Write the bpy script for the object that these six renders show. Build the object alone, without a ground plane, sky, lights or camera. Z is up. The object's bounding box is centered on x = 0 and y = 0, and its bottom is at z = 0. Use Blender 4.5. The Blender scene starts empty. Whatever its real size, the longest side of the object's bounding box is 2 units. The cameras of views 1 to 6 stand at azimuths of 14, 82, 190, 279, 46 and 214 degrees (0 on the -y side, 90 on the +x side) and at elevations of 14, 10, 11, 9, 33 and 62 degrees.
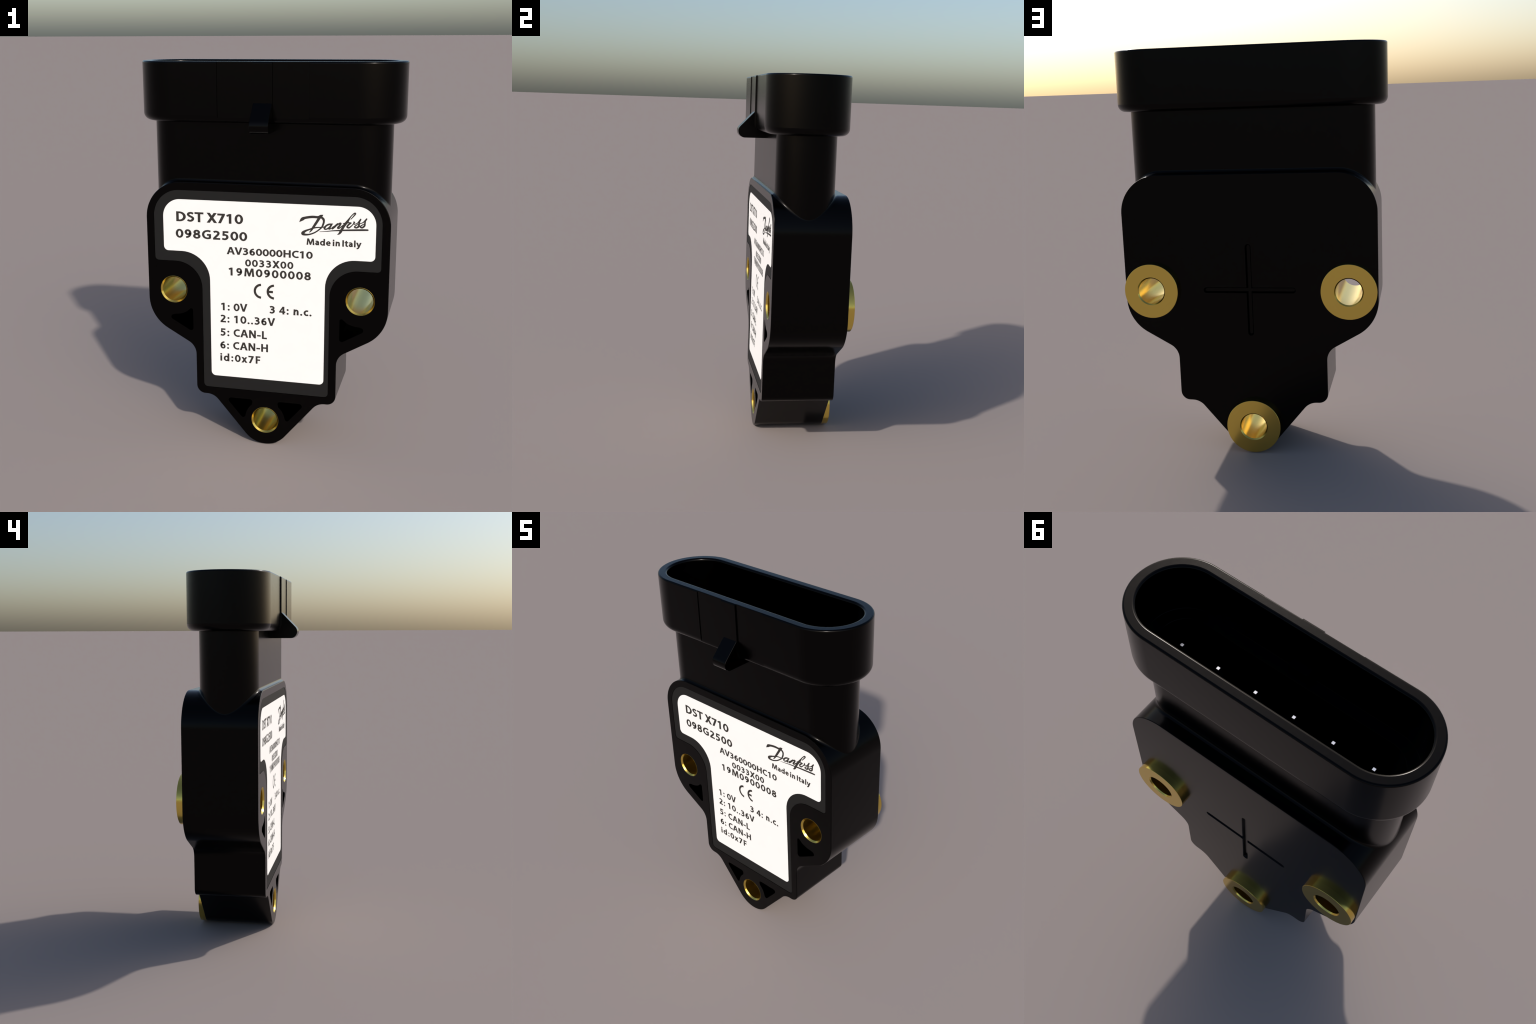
"""Moulded black angle sensor: a flat plate housing with three brass bushings,
an oval plug shroud on a neck above it, and a printed label on the front."""
import bpy, bmesh, math
from mathutils import Vector

# ------------------------------------------------------------------ sizes (m)
Y_FRONT, Y_BACK = -0.147, 0.2475          # housing faces
HALF_W, TOP_Z, TOP_R = 0.6286, 1.4015, 0.190
HOLE_X, HOLE_Z, LOW_Z = 0.489, 0.8305, 0.137
LOBE_R = 0.137
EDGE = 0.003                              # softened outer edges of the housing
CONN_Y = 0.026                            # centre line of the plug
SPAN = 0.4570                             # half length of the straight part
NECK_R, SHROUD_R = 0.1545, 0.216
Y_RING = 0.280                            # back face of the bushings
Y_PANEL = Y_FRONT + 0.0018                # face of the sticker, sunk in a shallow seat
Y_LABEL = Y_PANEL - 0.0004
Y_INK = Y_LABEL - 0.0004

COL = bpy.context.scene.collection


# ------------------------------------------------------------------ materials
def new_material(name):
    m = bpy.data.materials.new(name)
    m.use_nodes = True
    nt = m.node_tree
    return m, nt, nt.nodes["Principled BSDF"]


def add_grain(nt, bsdf, scale, strength, rough_lo, rough_hi, distance=0.002):
    tc = nt.nodes.new("ShaderNodeTexCoord")
    no = nt.nodes.new("ShaderNodeTexNoise")
    no.inputs["Scale"].default_value = scale
    no.inputs["Detail"].default_value = 4.0
    nt.links.new(tc.outputs["Object"], no.inputs["Vector"])
    mr = nt.nodes.new("ShaderNodeMapRange")
    mr.inputs["To Min"].default_value = rough_lo
    mr.inputs["To Max"].default_value = rough_hi
    nt.links.new(no.outputs["Fac"], mr.inputs["Value"])
    nt.links.new(mr.outputs["Result"], bsdf.inputs["Roughness"])
    if strength > 0:
        bp = nt.nodes.new("ShaderNodeBump")
        bp.inputs["Strength"].default_value = strength
        bp.inputs["Distance"].default_value = distance
        nt.links.new(no.outputs["Fac"], bp.inputs["Height"])
        nt.links.new(bp.outputs["Normal"], bsdf.inputs["Normal"])
    return tc, no


def make_plastic():
    m, nt, b = new_material("black_moulded_plastic")
    b.inputs["Base Color"].default_value = (0.0105, 0.0100, 0.0098, 1)
    b.inputs["Metallic"].default_value = 1.0     # no diffuse glow, mirror at grazing angles
    add_grain(nt, b, 60.0, 0.0, 0.20, 0.24)
    return m


def make_brass():
    m, nt, b = new_material("brass")
    b.inputs["Base Color"].default_value = (0.78, 0.57, 0.125, 1)
    b.inputs["Metallic"].default_value = 1.0
    add_grain(nt, b, 40.0, 0.0, 0.18, 0.22)
    return m


def make_pin_metal():
    m, nt, b = new_material("tinned_pin_metal")
    b.inputs["Base Color"].default_value = (0.92, 0.92, 0.93, 1)
    b.inputs["Metallic"].default_value = 1.0
    add_grain(nt, b, 40.0, 0.0, 0.15, 0.2)
    return m


def make_sticker_border():
    m, nt, b = new_material("dark_grey_sticker")
    b.inputs["Base Color"].default_value = (0.0135, 0.0132, 0.013, 1)
    b.inputs["IOR"].default_value = 1.22
    add_grain(nt, b, 90.0, 0.0, 0.48, 0.56)
    return m


def make_label_white():
    m, nt, b = new_material("white_label_film")
    b.inputs["IOR"].default_value = 1.35
    tc, no = add_grain(nt, b, 14.0, 0.0, 0.55, 0.65)
    ramp = nt.nodes.new("ShaderNodeValToRGB")
    ramp.color_ramp.elements[0].position = 0.30
    ramp.color_ramp.elements[0].color = (0.873, 0.859, 0.845, 1)
    ramp.color_ramp.elements[1].position = 0.62
    ramp.color_ramp.elements[1].color = (0.882, 0.868, 0.854, 1)
    nt.links.new(no.outputs["Fac"], ramp.inputs["Fac"])
    nt.links.new(ramp.outputs["Color"], b.inputs["Base Color"])
    return m


def make_ink():
    m, nt, b = new_material("dark_brown_ink")
    b.inputs["Base Color"].default_value = (0.030, 0.026, 0.023, 1)
    b.inputs["IOR"].default_value = 1.35
    add_grain(nt, b, 90.0, 0.0, 0.55, 0.65)
    return m


PLASTIC, BRASS, PIN = make_plastic(), make_brass(), make_pin_metal()
BORDER, WHITE, INK = make_sticker_border(), make_label_white(), make_ink()


# ------------------------------------------------------------------ helpers
def finish(name, bm, mat, parent, angle=32.0, weighted=False):
    bmesh.ops.recalc_face_normals(bm, faces=bm.faces[:])
    me = bpy.data.meshes.new(name)
    bm.to_mesh(me)
    bm.free()
    for p in me.polygons:
        p.use_smooth = True
    me.set_sharp_from_angle(angle=math.radians(angle))
    me.materials.append(mat)
    ob = bpy.data.objects.new(name, me)
    COL.objects.link(ob)
    ob.parent = parent
    if weighted:                          # keep the flats flat beside rounded edges
        md = ob.modifiers.new("weighted_normals", "WEIGHTED_NORMAL")
        md.mode, md.weight, md.keep_sharp = "FACE_AREA", 100, True
    return ob


def arc(cx, cz, r, a0, a1, n):
    """Points of an arc, angles in degrees."""
    return [(cx + r * math.cos(math.radians(a0 + (a1 - a0) * i / n)),
             cz + r * math.sin(math.radians(a0 + (a1 - a0) * i / n))) for i in range(n + 1)]


def rounded(corners, n=8):
    """Closed polygon with a radius on each corner: (x, z, r)."""
    out, m = [], len(corners)
    for i in range(m):
        p0, p1, p2 = (Vector(corners[(i + k) % m][:2]) for k in (-1, 0, 1))
        r = corners[i][2]
        if r <= 0:
            out.append((p1.x, p1.y))
            continue
        d0, d1 = (p0 - p1).normalized(), (p2 - p1).normalized()
        half = d0.angle(d1) / 2
        t = r / math.tan(half)
        c = p1 + (d0 + d1).normalized() * (r / math.sin(half))
        a, b = p1 + d0 * t - c, p1 + d1 * t - c
        sweep = a.angle_signed(b) * -1.0
        for k in range(n + 1):
            s = sweep * k / n
            v = Vector((a.x * math.cos(s) - a.y * math.sin(s), a.x * math.sin(s) + a.y * math.cos(s)))
            out.append((c.x + v.x, c.y + v.y))
    return out


def mirrored(half):
    """Right half outline from top to bottom -> whole closed outline."""
    left = [(-x, z) for x, z in reversed(half) if abs(x) > 1e-6]
    pts = half + left
    clean = []
    for p in pts:
        if not clean or math.dist(p, clean[-1]) > 1e-5:
            clean.append(p)
    if math.dist(clean[0], clean[-1]) < 1e-5:
        clean.pop()
    return clean


def inset(loop, d):
    """Move a closed loop inwards by d along its vertex normals."""
    n = len(loop)
    area = sum(loop[i][0] * loop[(i + 1) % n][1] - loop[(i + 1) % n][0] * loop[i][1] for i in range(n))
    sgn = 1.0 if area > 0 else -1.0
    out = []
    for i in range(n):
        a, b, c = Vector(loop[i - 1]), Vector(loop[i]), Vector(loop[(i + 1) % n])
        t0, t1 = (b - a).normalized(), (c - b).normalized()
        n0, n1 = Vector((-t0.y, t0.x)) * sgn, Vector((-t1.y, t1.x)) * sgn
        nn = (n0 + n1).normalized()
        k = d / max(0.3, nn.dot(n0))
        out.append((b.x + nn.x * k, b.y + nn.y * k))
    return out


def ring_xz(bm, loop, y):
    return [bm.verts.new((x, y, z)) for x, z in loop]


def bridge(bm, r0, r1):
    n = len(r0)
    for i in range(n):
        bm.faces.new((r0[i], r0[(i + 1) % n], r1[(i + 1) % n], r1[i]))


def fill(bm, rings, normal):
    edges = []
    for r in rings:
        n = len(r)
        for i in range(n):
            e = bm.edges.get((r[i], r[(i + 1) % n])) or bm.edges.new((r[i], r[(i + 1) % n]))
            edges.append(e)
    bmesh.ops.triangle_fill(bm, use_beauty=True, use_dissolve=False, edges=edges, normal=normal)


def circle(cx, cz, r, n=72):
    return [(cx + r * math.cos(2 * math.pi * i / n), cz + r * math.sin(2 * math.pi * i / n)) for i in range(n)]


# ------------------------------------------------------------------ root
root = bpy.data.objects.new("angle_sensor", None)
COL.objects.link(root)
root["label"] = "black plastic angle sensor with oval plug, brass bushings, white label"
root["category"] = "electronic sensor"


# ------------------------------------------------------------------ housing
def housing_outline():
    h = [(0.0, TOP_Z), (0.15, TOP_Z), (0.30, TOP_Z)]
    h += arc(HALF_W - TOP_R, TOP_Z - TOP_R, TOP_R, 90, 0, 28)
    h += arc(HALF_W - 0.196, 0.783, 0.196, 0, -60, 24)              # shoulder below the side bushings
    h += arc(0.3742 + 0.078, 0.4785, 0.078, 120, 180, 14)             # concave turn into the foot
    h += arc(0.3742 - 0.046, 0.3042, 0.046, 0, -90, 12)               # foot corner
    a, r = math.radians(50), 0.078
    tx, tz = LOBE_R * math.sin(a), LOW_Z - LOBE_R * math.cos(a)     # flank leaves the lobe here
    bz = 0.2582 - r * (1 - math.cos(a))
    bx = tx + (bz - tz) / math.tan(a)
    h += arc(bx + r * math.sin(a), 0.2582 - r, r, 90, 140, 12)       # concave turn into the flank
    h += arc(0.0, LOW_Z, LOBE_R, -40, -90, 20)                      # bottom lobe
    return mirrored(h)


OUTLINE = housing_outline()


def tee(w_top, z_top, r_top, z_arm, w_stem, z_low, r_arm, r_neck, r_low, shift=0.0):
    """T-shaped field: wide head, quarter-round shoulders round the bushings, straight stem."""
    def half(sx):
        c = [(w_top + sx, z_top, r_top), (w_top + sx, z_arm, r_arm), (w_stem + sx, z_arm, r_neck), (w_stem + sx, z_low, r_low)]
        return c
    right = half(shift)
    left = [(-x + 2 * shift, z, r) for x, z, r in reversed(right)]
    return rounded(right + left, 14)


STICKER = tee(0.589, 1.360, 0.140, 0.984, 0.335, 0.298, 0.020, 0.140, 0.022)


def foot_pocket(s):
    """Three-sided recess beside the lower bushing; the inner side follows the bushing."""
    side = arc(0, LOW_Z, 0.108, 57, 8, 6)
    pts = [(0.215, 0.2475, 0.014), (0.0655, 0.2475, 0.014)] + [(x, z, 0.0) for x, z in side[1:-1]] + [(0.1135, 0.1285, 0.012)]
    lp = rounded(pts, 6)
    return [(s * x, z) for x, z in lp]


def side_pocket(s):
    side = arc(HOLE_X, HOLE_Z, 0.136, 233, 276, 6)
    pts = [(0.387, 0.600, 0.014), (0.387, 0.744, 0.010)] + [(x, z, 0.0) for x, z in side[1:-1]] + [(0.530, 0.682, 0.014)]
    lp = rounded(pts, 6)
    return [(s * x, z) for x, z in lp]


def cross_groove():
    w, l, n = 0.0145, 0.230, 8
    c = (0.0, HOLE_Z)
    p = []
    for k in range(4):
        a = math.radians(90 * k)
        ca, sa = math.cos(a), math.sin(a)
        arm = [(w, -w)] + [(l - w + w * math.cos(math.radians(t)), w * math.sin(math.radians(t)))
                           for t in [-90 + 180 * i / n for i in range(n + 1)]]
        p += [(c[0] + x * ca - z * sa, c[1] + x * sa + z * ca) for x, z in arm]
    return p


def build_housing():
    bm = bmesh.new()
    half = EDGE * (1 - math.sqrt(0.5))
    steps = [(EDGE, Y_FRONT), (half, Y_FRONT + half), (0, Y_FRONT + EDGE),
             (0, Y_BACK - EDGE), (half, Y_BACK - half), (EDGE, Y_BACK)]
    rings = [ring_xz(bm, inset(OUTLINE, d) if d else OUTLINE, y) for d, y in steps]
    for a, b in zip(rings, rings[1:]):
        bridge(bm, a, b)
    holes = [(HOLE_X, HOLE_Z), (-HOLE_X, HOLE_Z), (0.0, LOW_Z)]
    front, back = [rings[0]], [rings[-1]]
    for x, z in holes:                                              # bushing seats
        f = ring_xz(bm, circle(x, z, 0.0735), Y_FRONT)
        b = ring_xz(bm, circle(x, z, 0.0735), Y_BACK)
        bridge(bm, f, b)
        front.append(f)
        back.append(b)
    for lp in (foot_pocket(1), foot_pocket(-1), side_pocket(1), side_pocket(-1)):
        f = ring_xz(bm, lp, Y_FRONT)
        g = ring_xz(bm, lp, Y_FRONT + 0.30)
        bridge(bm, f, g)
        fill(bm, [g], (0, -1, 0))
        front.append(f)
    f = ring_xz(bm, STICKER, Y_FRONT)                               # shallow seat of the sticker
    g = ring_xz(bm, STICKER, Y_FRONT + 0.004)
    bridge(bm, f, g)
    fill(bm, [g], (0, -1, 0))
    front.append(f)
    lp = cross_groove()                                             # cross on the back
    b = ring_xz(bm, lp, Y_BACK)
    g = ring_xz(bm, inset(lp, 0.0070), Y_BACK - 0.013)
    bridge(bm, b, g)
    fill(bm, [g], (0, 1, 0))
    back.append(b)
    fill(bm, front, (0, -1, 0))
    fill(bm, back, (0, 1, 0))
    return finish("housing", bm, PLASTIC, root, 14)


build_housing()


# ------------------------------------------------------------------ plug: neck and shroud
def stadium(r, n=40, straight=()):
    """Oval round the plug axis as (x, y, nx, ny), counter-clockwise, front side first."""
    p = []
    xs = [-SPAN] + list(straight) + [SPAN]
    for x in xs[:-1]:
        p.append((x, CONN_Y - r, 0.0, -1.0))
    for i in range(n + 1):
        a = math.radians(-90 + 180 * i / n)
        p.append((SPAN + r * math.cos(a), CONN_Y + r * math.sin(a), math.cos(a), math.sin(a)))
    for x in reversed(xs[1:-1]):
        p.append((x, CONN_Y + r, 0.0, 1.0))
    for i in range(n):
        a = math.radians(90 + 180 * i / n)
        p.append((-SPAN + r * math.cos(a), CONN_Y + r * math.sin(a), math.cos(a), math.sin(a)))
    return p


def roof_ball(x, rho):
    """Height of a ball of radius rho rolling on the housing roof, and the roof normal there."""
    cx, cz = HALF_W - TOP_R, TOP_Z - TOP_R
    ax = abs(x)
    if ax <= cx:
        return TOP_Z + rho, 0.0, 1.0
    z = cz + math.sqrt(max(1e-6, (TOP_R + rho) ** 2 - (ax - cx) ** 2))
    nx, nz = (ax - cx) / (TOP_R + rho), (z - cz) / (TOP_R + rho)
    return z, math.copysign(nx, x), nz


def build_neck():
    bm = bmesh.new()
    rho, seg = 0.0175, 8
    xs = [-0.40 + 0.1 * i for i in range(9)]
    base = stadium(NECK_R, 48, xs)
    rings = [[] for _ in range(seg + 3)]
    for x, y, nx, ny in base:
        cx, cy = x + nx * rho, y + ny * rho
        cz, rx, rz = roof_ball(cx, rho)
        rings[0].append(bm.verts.new((x, y, 1.710)))
        a = Vector((-nx, -ny, 0.0))
        b = Vector((-rx, 0.0, -rz))
        c = Vector((cx, cy, cz))
        for k in range(seg + 1):
            d = a.slerp(b, k / seg) if a.angle(b) > 1e-3 else a
            rings[1 + k].append(bm.verts.new(c + d * rho))
        e = c + b * (rho + 0.004)
        rings[seg + 2].append(bm.verts.new(e))
    for a, b in zip(rings, rings[1:]):
        bridge(bm, a, b)
    return finish("plug_neck", bm, PLASTIC, root, 40, True)


build_neck()

LEDGE_Z, FLOOR_Z = 1.7535, 1.45           # step inside the socket and its floor
STEP_IN, STEP_OUT = 0.049, 0.228          # centre strip and the shallow panels beside it


def shroud_front(x, y, d):
    """Relief of the shroud's front: a proud strip in the middle, shallow panels beside it."""
    if d > 0.02 or y > CONN_Y - SHROUD_R + d + 1e-4:
        return y
    ax = abs(x)
    if ax < STEP_IN:
        return y - 0.0030
    if ax < STEP_OUT:
        return max(y, CONN_Y - SHROUD_R + 0.0038)
    return y


def build_shroud():
    bm = bmesh.new()
    e = 0.0006
    xs = [-STEP_OUT - e, -STEP_OUT + e, -STEP_IN - e, -STEP_IN + e, STEP_IN - e, STEP_IN + e, STEP_OUT - e, STEP_OUT + e]
    prof = [(0.070, 1.7045), (0.038, 1.7045)]
    prof += [(0.036 * (1 - math.sin(t)), 1.7045 + 0.036 * (1 - math.cos(t))) for t in [math.radians(90 * i / 8) for i in range(1, 9)]]
    prof += [(0.0, 1.7420), (0.0, 1.85), (0.0, 1.9908), (0.0, 1.992)]
    prof += [(0.008 * (1 - math.cos(t)), 1.992 + 0.008 * math.sin(t)) for t in [math.radians(90 * i / 4) for i in range(1, 5)]]
    prof += [(0.0090, 2.000), (0.0375, 2.000), (0.0385, 2.000)]
    prof += [(0.0385 + 0.0115 * math.sin(t), 1.9885 + 0.0115 * math.cos(t)) for t in [math.radians(90 * i / 4) for i in range(1, 5)]]
    prof += [(0.050, 1.98), (0.051, LEDGE_Z + 0.001), (0.052, LEDGE_Z), (0.104, LEDGE_Z), (0.105, LEDGE_Z - 0.001), (0.106, FLOOR_Z)]
    rings = []
    for d, z in prof:
        rings.append([bm.verts.new((x, shroud_front(x, y, d), z)) for x, y, _, _ in stadium(SHROUD_R - d, 48, xs)])
    for a, b in zip(rings, rings[1:]):
        bridge(bm, a, b)
    fill(bm, [rings[-1]], (0, 0, 1))
    return finish("plug_shroud", bm, PLASTIC, root, 40, True)


build_shroud()


def build_latch():
    """Ramped catch under the front of the shroud."""
    c, r = Vector((-0.2435, 1.7005)), 0.0365
    top = Vector((-0.1900, 1.8075))
    d = top - c
    tang = d.angle_signed(Vector((1, 0)))               # direction to the ramp's top
    a0 = math.degrees(tang) + math.degrees(math.acos(r / d.length))
    p = [(top.x, top.y)] + arc(c.x, c.y, r, a0, 270, 16) + [(-0.10, c.y - r), (-0.10, top.y)]
    bm = bmesh.new()
    hw, ch = 0.0465, 0.0015
    sides = []
    for x, d_in in ((-hw, ch), (-hw + ch, 0), (hw - ch, 0), (hw, ch)):
        lp = inset(p, d_in) if d_in else p
        sides.append([bm.verts.new((x, y, z)) for y, z in lp])
    for a, b in zip(sides, sides[1:]):
        bridge(bm, a, b)
    fill(bm, [sides[0]], (-1, 0, 0))
    fill(bm, [sides[-1]], (1, 0, 0))
    return finish("latch", bm, PLASTIC, root, 25)


build_latch()


def build_key_rib():
    """Coding rib inside the socket, between the first two pins."""
    bm = bmesh.new()
    back = CONN_Y + SHROUD_R - 0.095
    lp = [(-0.386, back), (-0.386, back - 0.058), (-0.384, back - 0.060), (-0.352, back - 0.060), (-0.350, back - 0.058), (-0.350, back)]
    rings = [[bm.verts.new((x, y, z)) for x, y in lp] for z in (FLOOR_Z - 0.01, LEDGE_Z - 0.0015)]
    bridge(bm, *rings)
    fill(bm, [rings[1]], (0, 0, 1))
    fill(bm, [rings[0]], (0, 0, -1))
    return finish("key_rib", bm, PLASTIC, root, 20)


build_key_rib()


# ------------------------------------------------------------------ contact pins
def build_pins():
    bm = bmesh.new()
    w, shaft, z0, c = 0.0068, 0.0148, FLOOR_Z - 1.747 - 0.01, 0.0006       # square pin with a tapered tip
    rows = [[bm.verts.new((sx * k, sy * k, z)) for sx, sy in ((-1, -1), (1, -1), (1, 1), (-1, 1))]
            for k, z in ((shaft, z0), (shaft, -0.045), (w, -c), (w - c, 0.0))]
    for a, b in zip(rows, rows[1:]):
        bridge(bm, a, b)
    bm.faces.new(rows[-1])
    bm.faces.new(rows[0])
    first = finish("contact_pin", bm, PIN, root, 20)
    for i in range(6):
        ob = first if i == 0 else first.copy()
        if i:
            COL.objects.link(ob)
        ob.location = ((i - 2.5) * 0.1835, 0.044, 1.747)


build_pins()


# ------------------------------------------------------------------ brass bushings
def build_bushings():
    bm = bmesh.new()
    n = 128
    prof = [(0.0728, Y_FRONT + 0.02), (0.0728, Y_FRONT - 0.0006), (0.0722, Y_FRONT - 0.0008), (0.0646, Y_FRONT + 0.0080),
            (0.0646, 0.06), (0.0646, Y_RING - 0.0070), (0.0705, Y_RING), (0.1344, Y_RING), (0.1352, Y_RING - 0.0008),
            (0.1352, Y_BACK - 0.004), (0.0728, Y_BACK - 0.004)]
    rings = [[bm.verts.new((r * math.cos(2 * math.pi * i / n), y, r * math.sin(2 * math.pi * i / n))) for i in range(n)] for r, y in prof]
    for a, b in zip(rings, rings[1:]):
        bridge(bm, a, b)
    bridge(bm, rings[-1], rings[0])
    first = finish("bushing", bm, BRASS, root, 20)
    for i, (x, z) in enumerate(((HOLE_X, HOLE_Z), (-HOLE_X, HOLE_Z), (0.0, LOW_Z))):
        ob = first if i == 0 else first.copy()
        if i:
            COL.objects.link(ob)
        ob.location = (x, 0.0, z)


build_bushings()


# ------------------------------------------------------------------ sticker and white print field
def slab(name, loop, y0, y1, mat, parent, edge=0.0008):
    bm = bmesh.new()
    rings = [ring_xz(bm, loop, y0), ring_xz(bm, loop, y1 + edge), ring_xz(bm, inset(loop, edge), y1)]
    for a, b in zip(rings, rings[1:]):
        bridge(bm, a, b)
    fill(bm, [rings[-1]], (0, -1, 0))
    return finish(name, bm, mat, parent, 20)


sticker = slab("sticker", inset(STICKER, 0.0006), Y_FRONT + 0.0035, Y_PANEL, BORDER, root)
label = slab("white_label", tee(0.5475, 1.3115, 0.092, 1.0395, 0.3005, 0.3665, 0.024, 0.150, 0.024, 0.0095),
             Y_PANEL + 0.001, Y_LABEL, WHITE, sticker, 0.0002)


# ------------------------------------------------------------------ pen strokes
def smooth_path(ctrl, n=10):
    """Catmull-Rom through (x, z, width) control points."""
    p = [ctrl[0]] + list(ctrl) + [ctrl[-1]]
    out = []
    for i in range(1, len(p) - 2):
        for k in range(n):
            t = k / n
            out.append(tuple(0.5 * (2 * b + (c - a) * t + (2 * a - 5 * b + 4 * c - d) * t * t + (3 * b - a - 3 * c + d) * t ** 3)
                             for a, b, c, d in zip(p[i - 1], p[i], p[i + 1], p[i + 2])))
    out.append(tuple(ctrl[-1]))
    return out


def brush(bm, path, depth, drift=0.00015, caps=True):
    """Sweep a pen of changing width along a path, a hair above the label."""
    n = len(path)
    left, right = [], []
    for i, (x, z, w) in enumerate(path):
        a, b = path[max(0, i - 1)], path[min(n - 1, i + 1)]
        t = Vector((b[0] - a[0], b[1] - a[1])).normalized()
        h = max(w, 0.0008) / 2
        y = depth - drift * i / n
        left.append(bm.verts.new((x - t.y * h, y, z + t.x * h)))
        right.append(bm.verts.new((x + t.y * h, y, z - t.x * h)))
    for i in range(n - 1):
        bm.faces.new((left[i], left[i + 1], right[i + 1], right[i]))
    if caps:
        for i, s in ((0, -1), (n - 1, 1)):
            a, b = path[max(0, i - 1)], path[min(n - 1, i + 1)]
            t = Vector((b[0] - a[0], b[1] - a[1])).normalized() * s
            x, z, w = path[i]
            h = max(w, 0.0008) / 2
            y = depth - drift * i / n
            side = Vector((-t.y, t.x))
            ends = (left[i], right[i]) if s > 0 else (right[i], left[i])
            mid = [bm.verts.new((x + (t.x * math.sin(q) + side.x * math.cos(q)) * h, y, z + (t.y * math.sin(q) + side.y * math.cos(q)) * h))
                   for q in [math.radians(180 * k / 6) for k in range(1, 6)]]
            bm.faces.new([ends[0]] + mid + [ends[1]])


# ------------------------------------------------------------------ printed lines
# Humanist sans letters in units of the cap height: "p" a filled shape (outline, hole),
# "s" a pen stroke through control points, "o" a closed oval stroke, "d" a dot.
def box(x0, z0, x1, z1):
    return ("p", [(x0, z0), (x1, z0), (x1, z1), (x0, z1)])


def half_oval(cx, cz, rx, rz, n=16):
    return [(cx + rx * math.cos(math.radians(t)), cz + rz * math.sin(math.radians(t))) for t in [-90 + 180 * i / n for i in range(n + 1)]]


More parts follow.
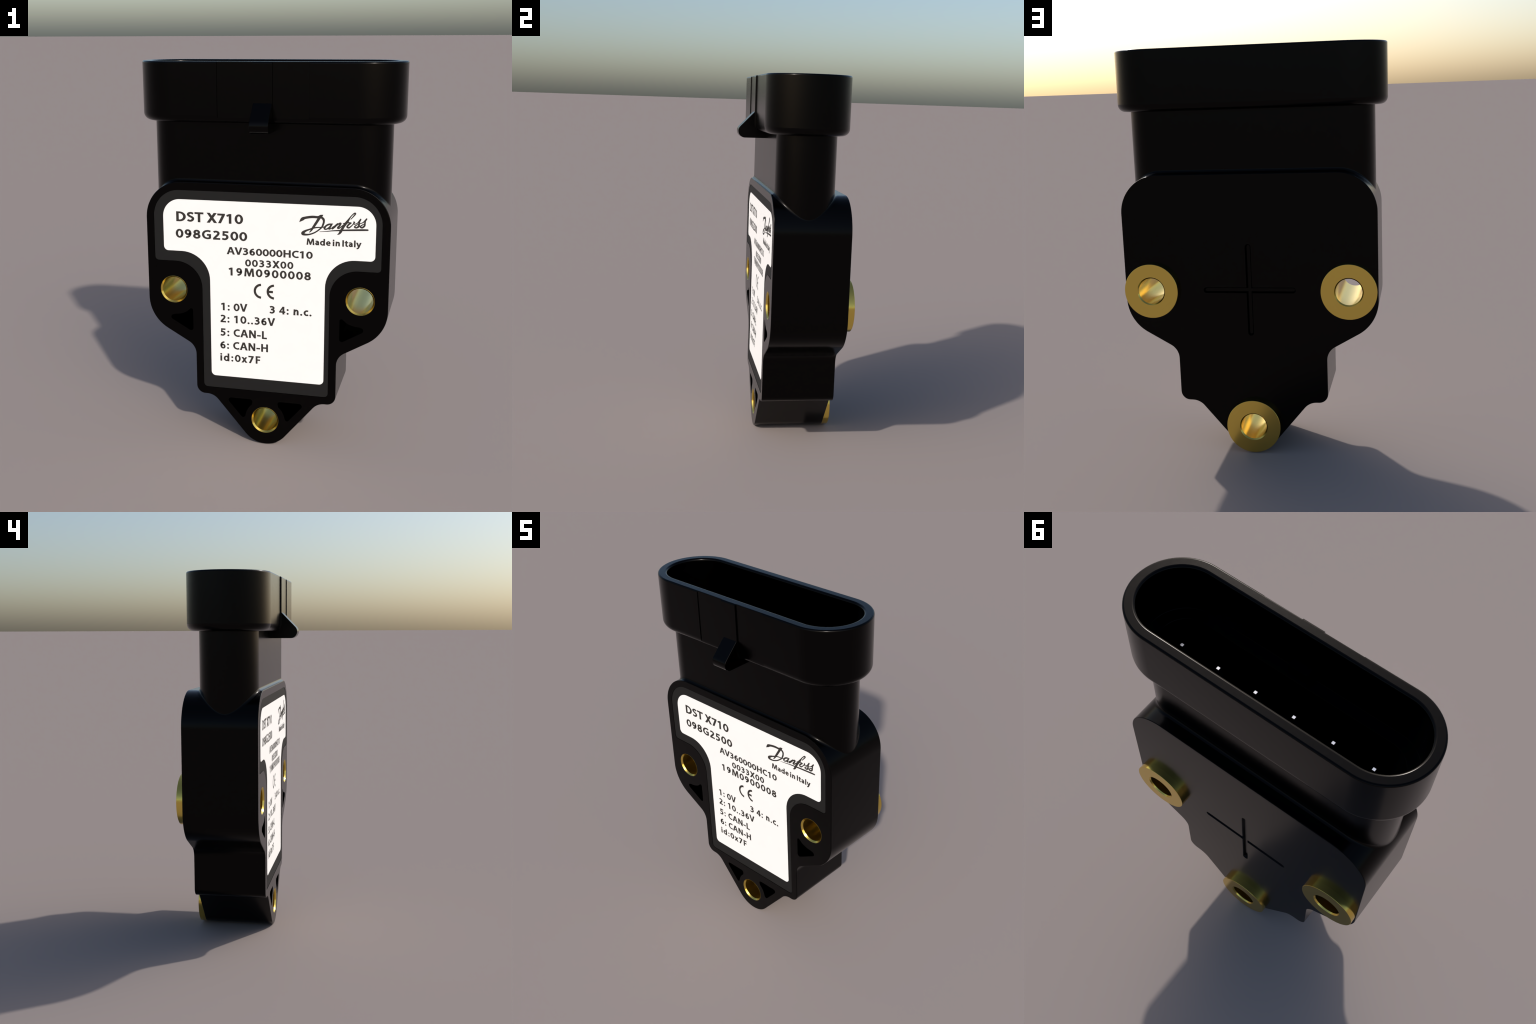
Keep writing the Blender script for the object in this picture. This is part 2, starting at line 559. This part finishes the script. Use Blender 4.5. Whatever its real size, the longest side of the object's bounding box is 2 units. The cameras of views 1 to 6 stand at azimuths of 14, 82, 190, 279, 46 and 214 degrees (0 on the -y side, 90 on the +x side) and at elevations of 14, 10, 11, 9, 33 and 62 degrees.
SIX = [(.57, .875), (.41, .84), (.24, .70), (.16, .48), (.18, .28), (.26, .13), (.38, .08), (.51, .12), (.585, .29), (.52, .47), (.40, .53), (.27, .49), (.18, .38)]
GLYPHS = {
    " ": (.30, []),
    "0": (.76, [("o", .38, .485, .255, .405)]),
    "1": (.76, [("p", [(.30, 0), (.48, 0), (.48, .965), (.33, .965), (.09, .85), (.13, .71), (.30, .79)])]),
    "2": (.76, [("s", [(.10, .81), (.22, .875), (.35, .885), (.50, .82), (.545, .69), (.47, .52), (.32, .34), (.15, .13)]), box(.06, 0, .68, .155)]),
    "3": (.76, [("s", [(.10, .83), (.22, .88), (.36, .885), (.50, .82), (.53, .70), (.44, .57), (.22, .52)]),
                ("s", [(.22, .525), (.44, .49), (.565, .38), (.55, .23), (.44, .12), (.30, .08), (.08, .14)])]),
    "4": (.76, [("p", [(.42, .965), (.60, .965), (.60, .36), (.71, .36), (.71, .215), (.60, .215), (.60, 0), (.42, 0), (.42, .215), (.03, .215), (.03, .33)],
                 [(.20, .36), (.42, .36), (.42, .74)])]),
    "5": (.76, [box(.14, .81, .63, .965), ("p", [(.12, .49), (.25, .52), (.30, .965), (.15, .965)]),
                ("s", [(.15, .53), (.30, .565), (.47, .51), (.55, .37), (.52, .22), (.42, .115), (.28, .08), (.07, .135)])]),
    "6": (.76, [("s", SIX)]),
    "9": (.76, [("s", [(.74 - x, .965 - z) for x, z in SIX])]),
    "7": (.76, [("p", [(.07, .965), (.69, .965), (.69, .85), (.34, 0), (.14, 0), (.47, .81), (.07, .81)])]),
    "8": (.76, [("o", .37, .705, .20, .185), ("o", .37, .28, .24, .205)]),
    "D": (.98, [("p", [(.10, 0)] + half_oval(.36, .5, .55, .5) + [(.10, 1)], [(.28, .145)] + half_oval(.36, .5, .35, .355) + [(.28, .855)])]),
    "S": (.73, [("s", [(.60, .84), (.46, .91), (.32, .91), (.19, .84), (.165, .72), (.26, .60), (.42, .51), (.555, .41), (.565, .26), (.46, .13), (.31, .085), (.09, .16)])]),
    "T": (.76, [box(.01, .85, .75, 1), box(.29, 0, .47, .85)]),
    "X": (.86, [("p", [(.02, 1), (.24, 1), (.85, 0), (.62, 0)]), ("p", [(.01, 0), (.23, 0), (.83, 1), (.61, 1)])]),
    "G": (.98, [("s", [(.84, .85), (.70, .905), (.53, .91), (.31, .83), (.17, .63), (.165, .39), (.28, .18), (.50, .085), (.66, .09), (.80, .14)]),
                ("p", [(.70, .07), (.87, .11), (.87, .55), (.53, .55), (.53, .40), (.70, .40)])]),
    "C": (.84, [("s", [(.78, .85), (.65, .905), (.52, .91), (.30, .83), (.17, .63), (.17, .38), (.29, .18), (.50, .09), (.65, .095), (.79, .145)])]),
    "A": (.90, [("p", [(0, 0), (.33, 1), (.56, 1), (.89, 0), (.69, 0), (.61, .27), (.27, .27), (.19, 0)], [(.31, .40), (.57, .40), (.44, .82)])]),
    "V": (.86, [("p", [(0, 1), (.2, 1), (.43, .22), (.66, 1), (.86, 1), (.53, 0), (.32, 0)])]),
    "H": (.98, [("p", [(.1, 0), (.28, 0), (.28, .43), (.70, .43), (.70, 0), (.88, 0), (.88, 1), (.70, 1), (.70, .585), (.28, .585), (.28, 1), (.1, 1)])]),
    "N": (.98, [("p", [(.1, 0), (.27, 0), (.27, .68), (.69, 0), (.88, 0), (.88, 1), (.71, 1), (.71, .33), (.30, 1), (.1, 1)])]),
    "M": (1.19, [("p", [(.07, 0), (.24, 0), (.29, .70), (.52, .02), (.66, .02), (.90, .70), (.94, 0), (1.12, 0), (1.04, 1), (.82, 1), (.60, .34), (.38, 1), (.15, 1)])]),
    "L": (.70, [("p", [(.1, 0), (.65, 0), (.65, .155), (.28, .155), (.28, 1), (.1, 1)])]),
    "F": (.73, [("p", [(.1, 0), (.28, 0), (.28, .42), (.60, .42), (.60, .57), (.28, .57), (.28, .85), (.64, .85), (.64, 1), (.1, 1)])]),
    "I": (.38, [box(.1, 0, .28, 1)]),
    ":": (.38, [("d", .19, .10), ("d", .19, .60)]),
    ".": (.36, [("d", .18, .10)]),
    "-": (.46, [box(.03, .29, .43, .435)]),
    "x": (.67, [("p", [(.01, .72), (.21, .72), (.67, 0), (.46, 0)]), ("p", [(0, 0), (.2, 0), (.65, .72), (.45, .72)])]),
    "i": (.36, [box(.09, 0, .27, .72), ("d", .18, .93)]),
    "l": (.36, [box(.09, 0, .27, 1.05)]),
    "n": (.74, [("p", [(.09, 0), (.27, 0), (.27, .72), (.11, .72)]), ("s", [(.20, .46), (.30, .59), (.42, .635), (.53, .57), (.565, .42), (.565, 0)])]),
    "d": (.79, [("o", .36, .36, .235, .285), box(.53, 0, .70, 1.05)]),
    "c": (.60, [("s", [(.57, .61), (.43, .64), (.27, .59), (.16, .45), (.16, .28), (.26, .13), (.40, .085), (.58, .125)])]),
    "a": (.67, [("s", [(.10, .59), (.24, .64), (.38, .62), (.465, .51), (.475, .30), (.49, 0)]),
                ("s", [(.46, .42), (.30, .395), (.17, .30), (.17, .17), (.26, .085), (.37, .11), (.46, .22)])]),
    "e": (.72, [box(.16, .29, .66, .405), ("s", [(.575, .33), (.55, .52), (.42, .64), (.28, .60), (.17, .47), (.16, .28), (.27, .13), (.42, .08), (.61, .135)])]),
    "t": (.49, [("p", [(.13, .2), (.30, .2), (.30, .93), (.13, .88)]), box(.02, .59, .46, .72), ("s", [(.215, .27), (.25, .13), (.35, .08), (.47, .10)])]),
    "y": (.68, [("p", [(0, .72), (.2, .72), (.36, .25), (.50, .72), (.69, .72), (.44, 0), (.27, 0)]), ("s", [(.36, .06), (.28, -.12), (.18, -.20), (.06, -.22)])]),
}
BOLD = 0.025                                       # ink spread added all round each letter
PEN_UP, PEN_ACROSS = 0.176 + 2 * BOLD, 0.152 + 2 * BOLD   # upright strokes are heavier than level ones


def pen(path):
    """Give a skeleton path the width of the pen for its direction."""
    out = []
    n = len(path)
    for i, p in enumerate(path):
        a, b = path[max(0, i - 1)], path[min(n - 1, i + 1)]
        t = Vector((b[0] - a[0], b[1] - a[1])).normalized()
        out.append((p[0], p[1], math.hypot(PEN_UP * t.y, PEN_ACROSS * t.x)))
    return out


def draw_glyph(bm, item, y):
    kind = item[0]
    if kind == "p":
        rings = [ring_xz(bm, inset(lp, BOLD if k else -BOLD), y) for k, lp in enumerate(item[1:])]
        fill(bm, rings, (0, -1, 0))
    elif kind == "s":
        path = smooth_path([(x, z, 0.0) for x, z in item[1]], 6)
        brush(bm, pen([(x, z) for x, z, _ in path]), y, 0.0, False)
    elif kind == "o":
        _, cx, cz, rx, rz = item
        n = 32
        rings = [[bm.verts.new((cx + (rx + s * PEN_UP / 2) * math.cos(2 * math.pi * i / n), y, cz + (rz + s * PEN_ACROSS / 2) * math.sin(2 * math.pi * i / n)))
                  for i in range(n)] for s in (-1, 1)]
        bridge(bm, *rings)
    else:
        bm.faces.new(ring_xz(bm, circle(item[1], item[2], 0.100 + BOLD, 16), y))


def lettering(text, x0, x1, z_base, cap, stretch=1.22, word=0.30):
    """One printed line: cap height and left/right limits are given, tracking makes it fit."""
    bm = bmesh.new()
    pieces, pen_x = [], 0.0
    for i, ch in enumerate(text):
        adv, items = GLYPHS[ch]
        for k, it in enumerate(items):
            before = set(bm.verts)
            draw_glyph(bm, it, Y_INK - 0.00012 * k)
            pieces.append((i, pen_x, [v for v in bm.verts if v not in before]))
        pen_x += (word if ch == " " else adv)
    def span(track):
        lo = min(v.co.x + px + i * track for i, px, vs in pieces for v in vs)
        hi = max(v.co.x + px + i * track for i, px, vs in pieces for v in vs)
        return lo, hi
    sx = cap * stretch / (1 + 2 * BOLD)
    want = (x1 - x0) / sx
    a, b = span(0.0), span(0.1)
    track = 0.1 * (want - (a[1] - a[0])) / ((b[1] - b[0]) - (a[1] - a[0]))
    lo = span(track)[0]
    for i, px, vs in pieces:
        for v in vs:
            v.co.x = x0 + (v.co.x + px + i * track - lo) * sx
            v.co.z = z_base + (v.co.z + BOLD) * cap / (1 + 2 * BOLD)
    return finish("lettering", bm, INK, label, 20)


LINES = [
    ("DST X710", -0.467, -0.112, 1.196, 0.052),
    ("098G2500", -0.472, -0.091, 1.109, 0.049),
    ("AV360000HC10", -0.200, 0.246, 1.036, 0.039),
    ("0033X00", -0.103, 0.148, 0.977, 0.039, 1.14),
    ("19M0900008", -0.191, 0.238, 0.924, 0.044, 1.14),
    ("Made in Italy", 0.214, 0.488, 1.108, 0.033, 1.14, 0.14),
    ("1: 0V", -0.234, -0.092, 0.733, 0.043, 1.08),
    ("3 4: n.c.", 0.025, 0.244, 0.734, 0.043, 1.08),
    ("2: 10..36V", -0.238, 0.055, 0.667, 0.043, 1.08),
    ("5: CAN-L", -0.239, 0.011, 0.592, 0.043, 1.08),
    ("6: CAN-H", -0.241, 0.017, 0.521, 0.043, 1.08),
    ("id:0x7F", -0.242, -0.024, 0.452, 0.042, 1.08),
]
for ln in LINES:
    lettering(*ln)


# pen strokes in millimetres of this model, measured from the mark's lower left corner: x, z, pen width
STROKES = [
    [(0, 62, 1), (14, 77, 16), (30, 85, 12.6), (64, 91, 12.6), (94, 91, 12), (108, 97, 14), (118, 103, 3)],                 # D, flag
    [(102, 91, 15), (91, 72, 13), (80, 54, 12.6), (68, 35, 11), (60, 22, 7.6), (52, 13, 4)],                              # D, stem
    [(106, 94, 10), (120, 83, 12), (123, 70, 10), (119, 54, 9.3), (112, 40, 7.6), (97, 26, 6.7), (77, 12, 6.7), (52, 2, 7.6),
     (32, 0, 10), (18, 3, 13.5), (20, 10, 15), (33, 19.5, 10), (51, 27, 7.6), (68, 34, 6.7), (90, 39, 6), (115, 41, 5), (132, 46, 4)],
    [(168, 61, 3), (149, 57.6, 8.4), (135, 50, 8.4), (127, 38.6, 10), (130, 32, 6.7), (141, 35, 6.7), (154, 46, 6.7), (163, 58, 6.7)],
    [(162, 58, 8.4), (153, 42.5, 10), (149, 34, 7), (159, 37, 4.7), (171, 48, 4)],
    [(191, 63, 6), (179, 49, 10.4), (166, 36, 7.6)],
    [(168, 38, 5), (186, 53, 5), (199, 63.5, 7.6), (207, 64.7, 8.4), (201, 53, 9.3), (193, 42, 9.3), (200, 40.5, 6), (211, 50, 5), (223, 61, 4)],
    [(256, 88, 3.7), (268, 102, 5.4), (278, 116, 7), (273, 118.6, 6), (259, 105.6, 5), (249, 91.5, 7), (239.5, 76, 12), (226, 58, 13),
     (215, 39, 12.6), (207, 23, 12.6), (200, 13, 8.4), (192, 8.6, 3)],
    [(219, 64.5, 4), (240, 70, 6.7), (258, 70.6, 3.7)],
    [(256, 69, 8.4), (244, 59, 8.4), (239, 49, 9.3), (247, 45, 7.6), (258, 53, 5.7), (267, 63, 5), (273, 72, 8.4), (271, 75.5, 6)],
    [(273, 63, 4), (288, 69.6, 5), (299, 81, 8.8), (304, 90, 7)],
    [(299, 82, 7.6), (297, 68, 8.4), (295, 54.6, 9.8), (284, 47, 7.6), (275, 51, 6.7), (284, 60, 5), (297, 67, 3.7)],
    [(299, 67, 4), (315, 74, 5), (328, 86, 8), (333, 93, 7)],
    [(327, 83, 7), (325, 69.6, 8.4), (323, 57.7, 9.3), (312, 48.6, 8.4), (303, 53, 7), (314, 63, 5), (324, 69.6, 3.4)],
    [(103, 18, 2), (132.5, 21, 3.4), (166, 25.7, 5), (217, 30.6, 7.6), (267, 34, 8.8), (318, 37, 9.3), (340, 37.7, 8)],        # underline
]


def build_script_mark():
    bm = bmesh.new()
    for k, st in enumerate(STROKES):
        path = smooth_path([(0.1764 + x * 1e-3, 1.160 + z * 1e-3, w * 1e-3) for x, z, w in st])
        brush(bm, path, Y_INK - 0.0002 * (k % 4))
    return finish("script_mark", bm, INK, label, 20)


build_script_mark()


def build_ce_mark():
    bm = bmesh.new()
    zc, r, w = 0.850, 0.0340, 0.0122
    for cx in (-0.0185, 0.0495):
        brush(bm, [(x, z, w) for x, z in arc(cx, zc, r, 92, 268, 28)], Y_INK, 0.0, False)
    brush(bm, [(0.017, zc, w), (0.043, zc, w)], Y_INK - 0.0003, 0.0, False)
    return finish("conformity_mark", bm, INK, label, 20)


build_ce_mark()
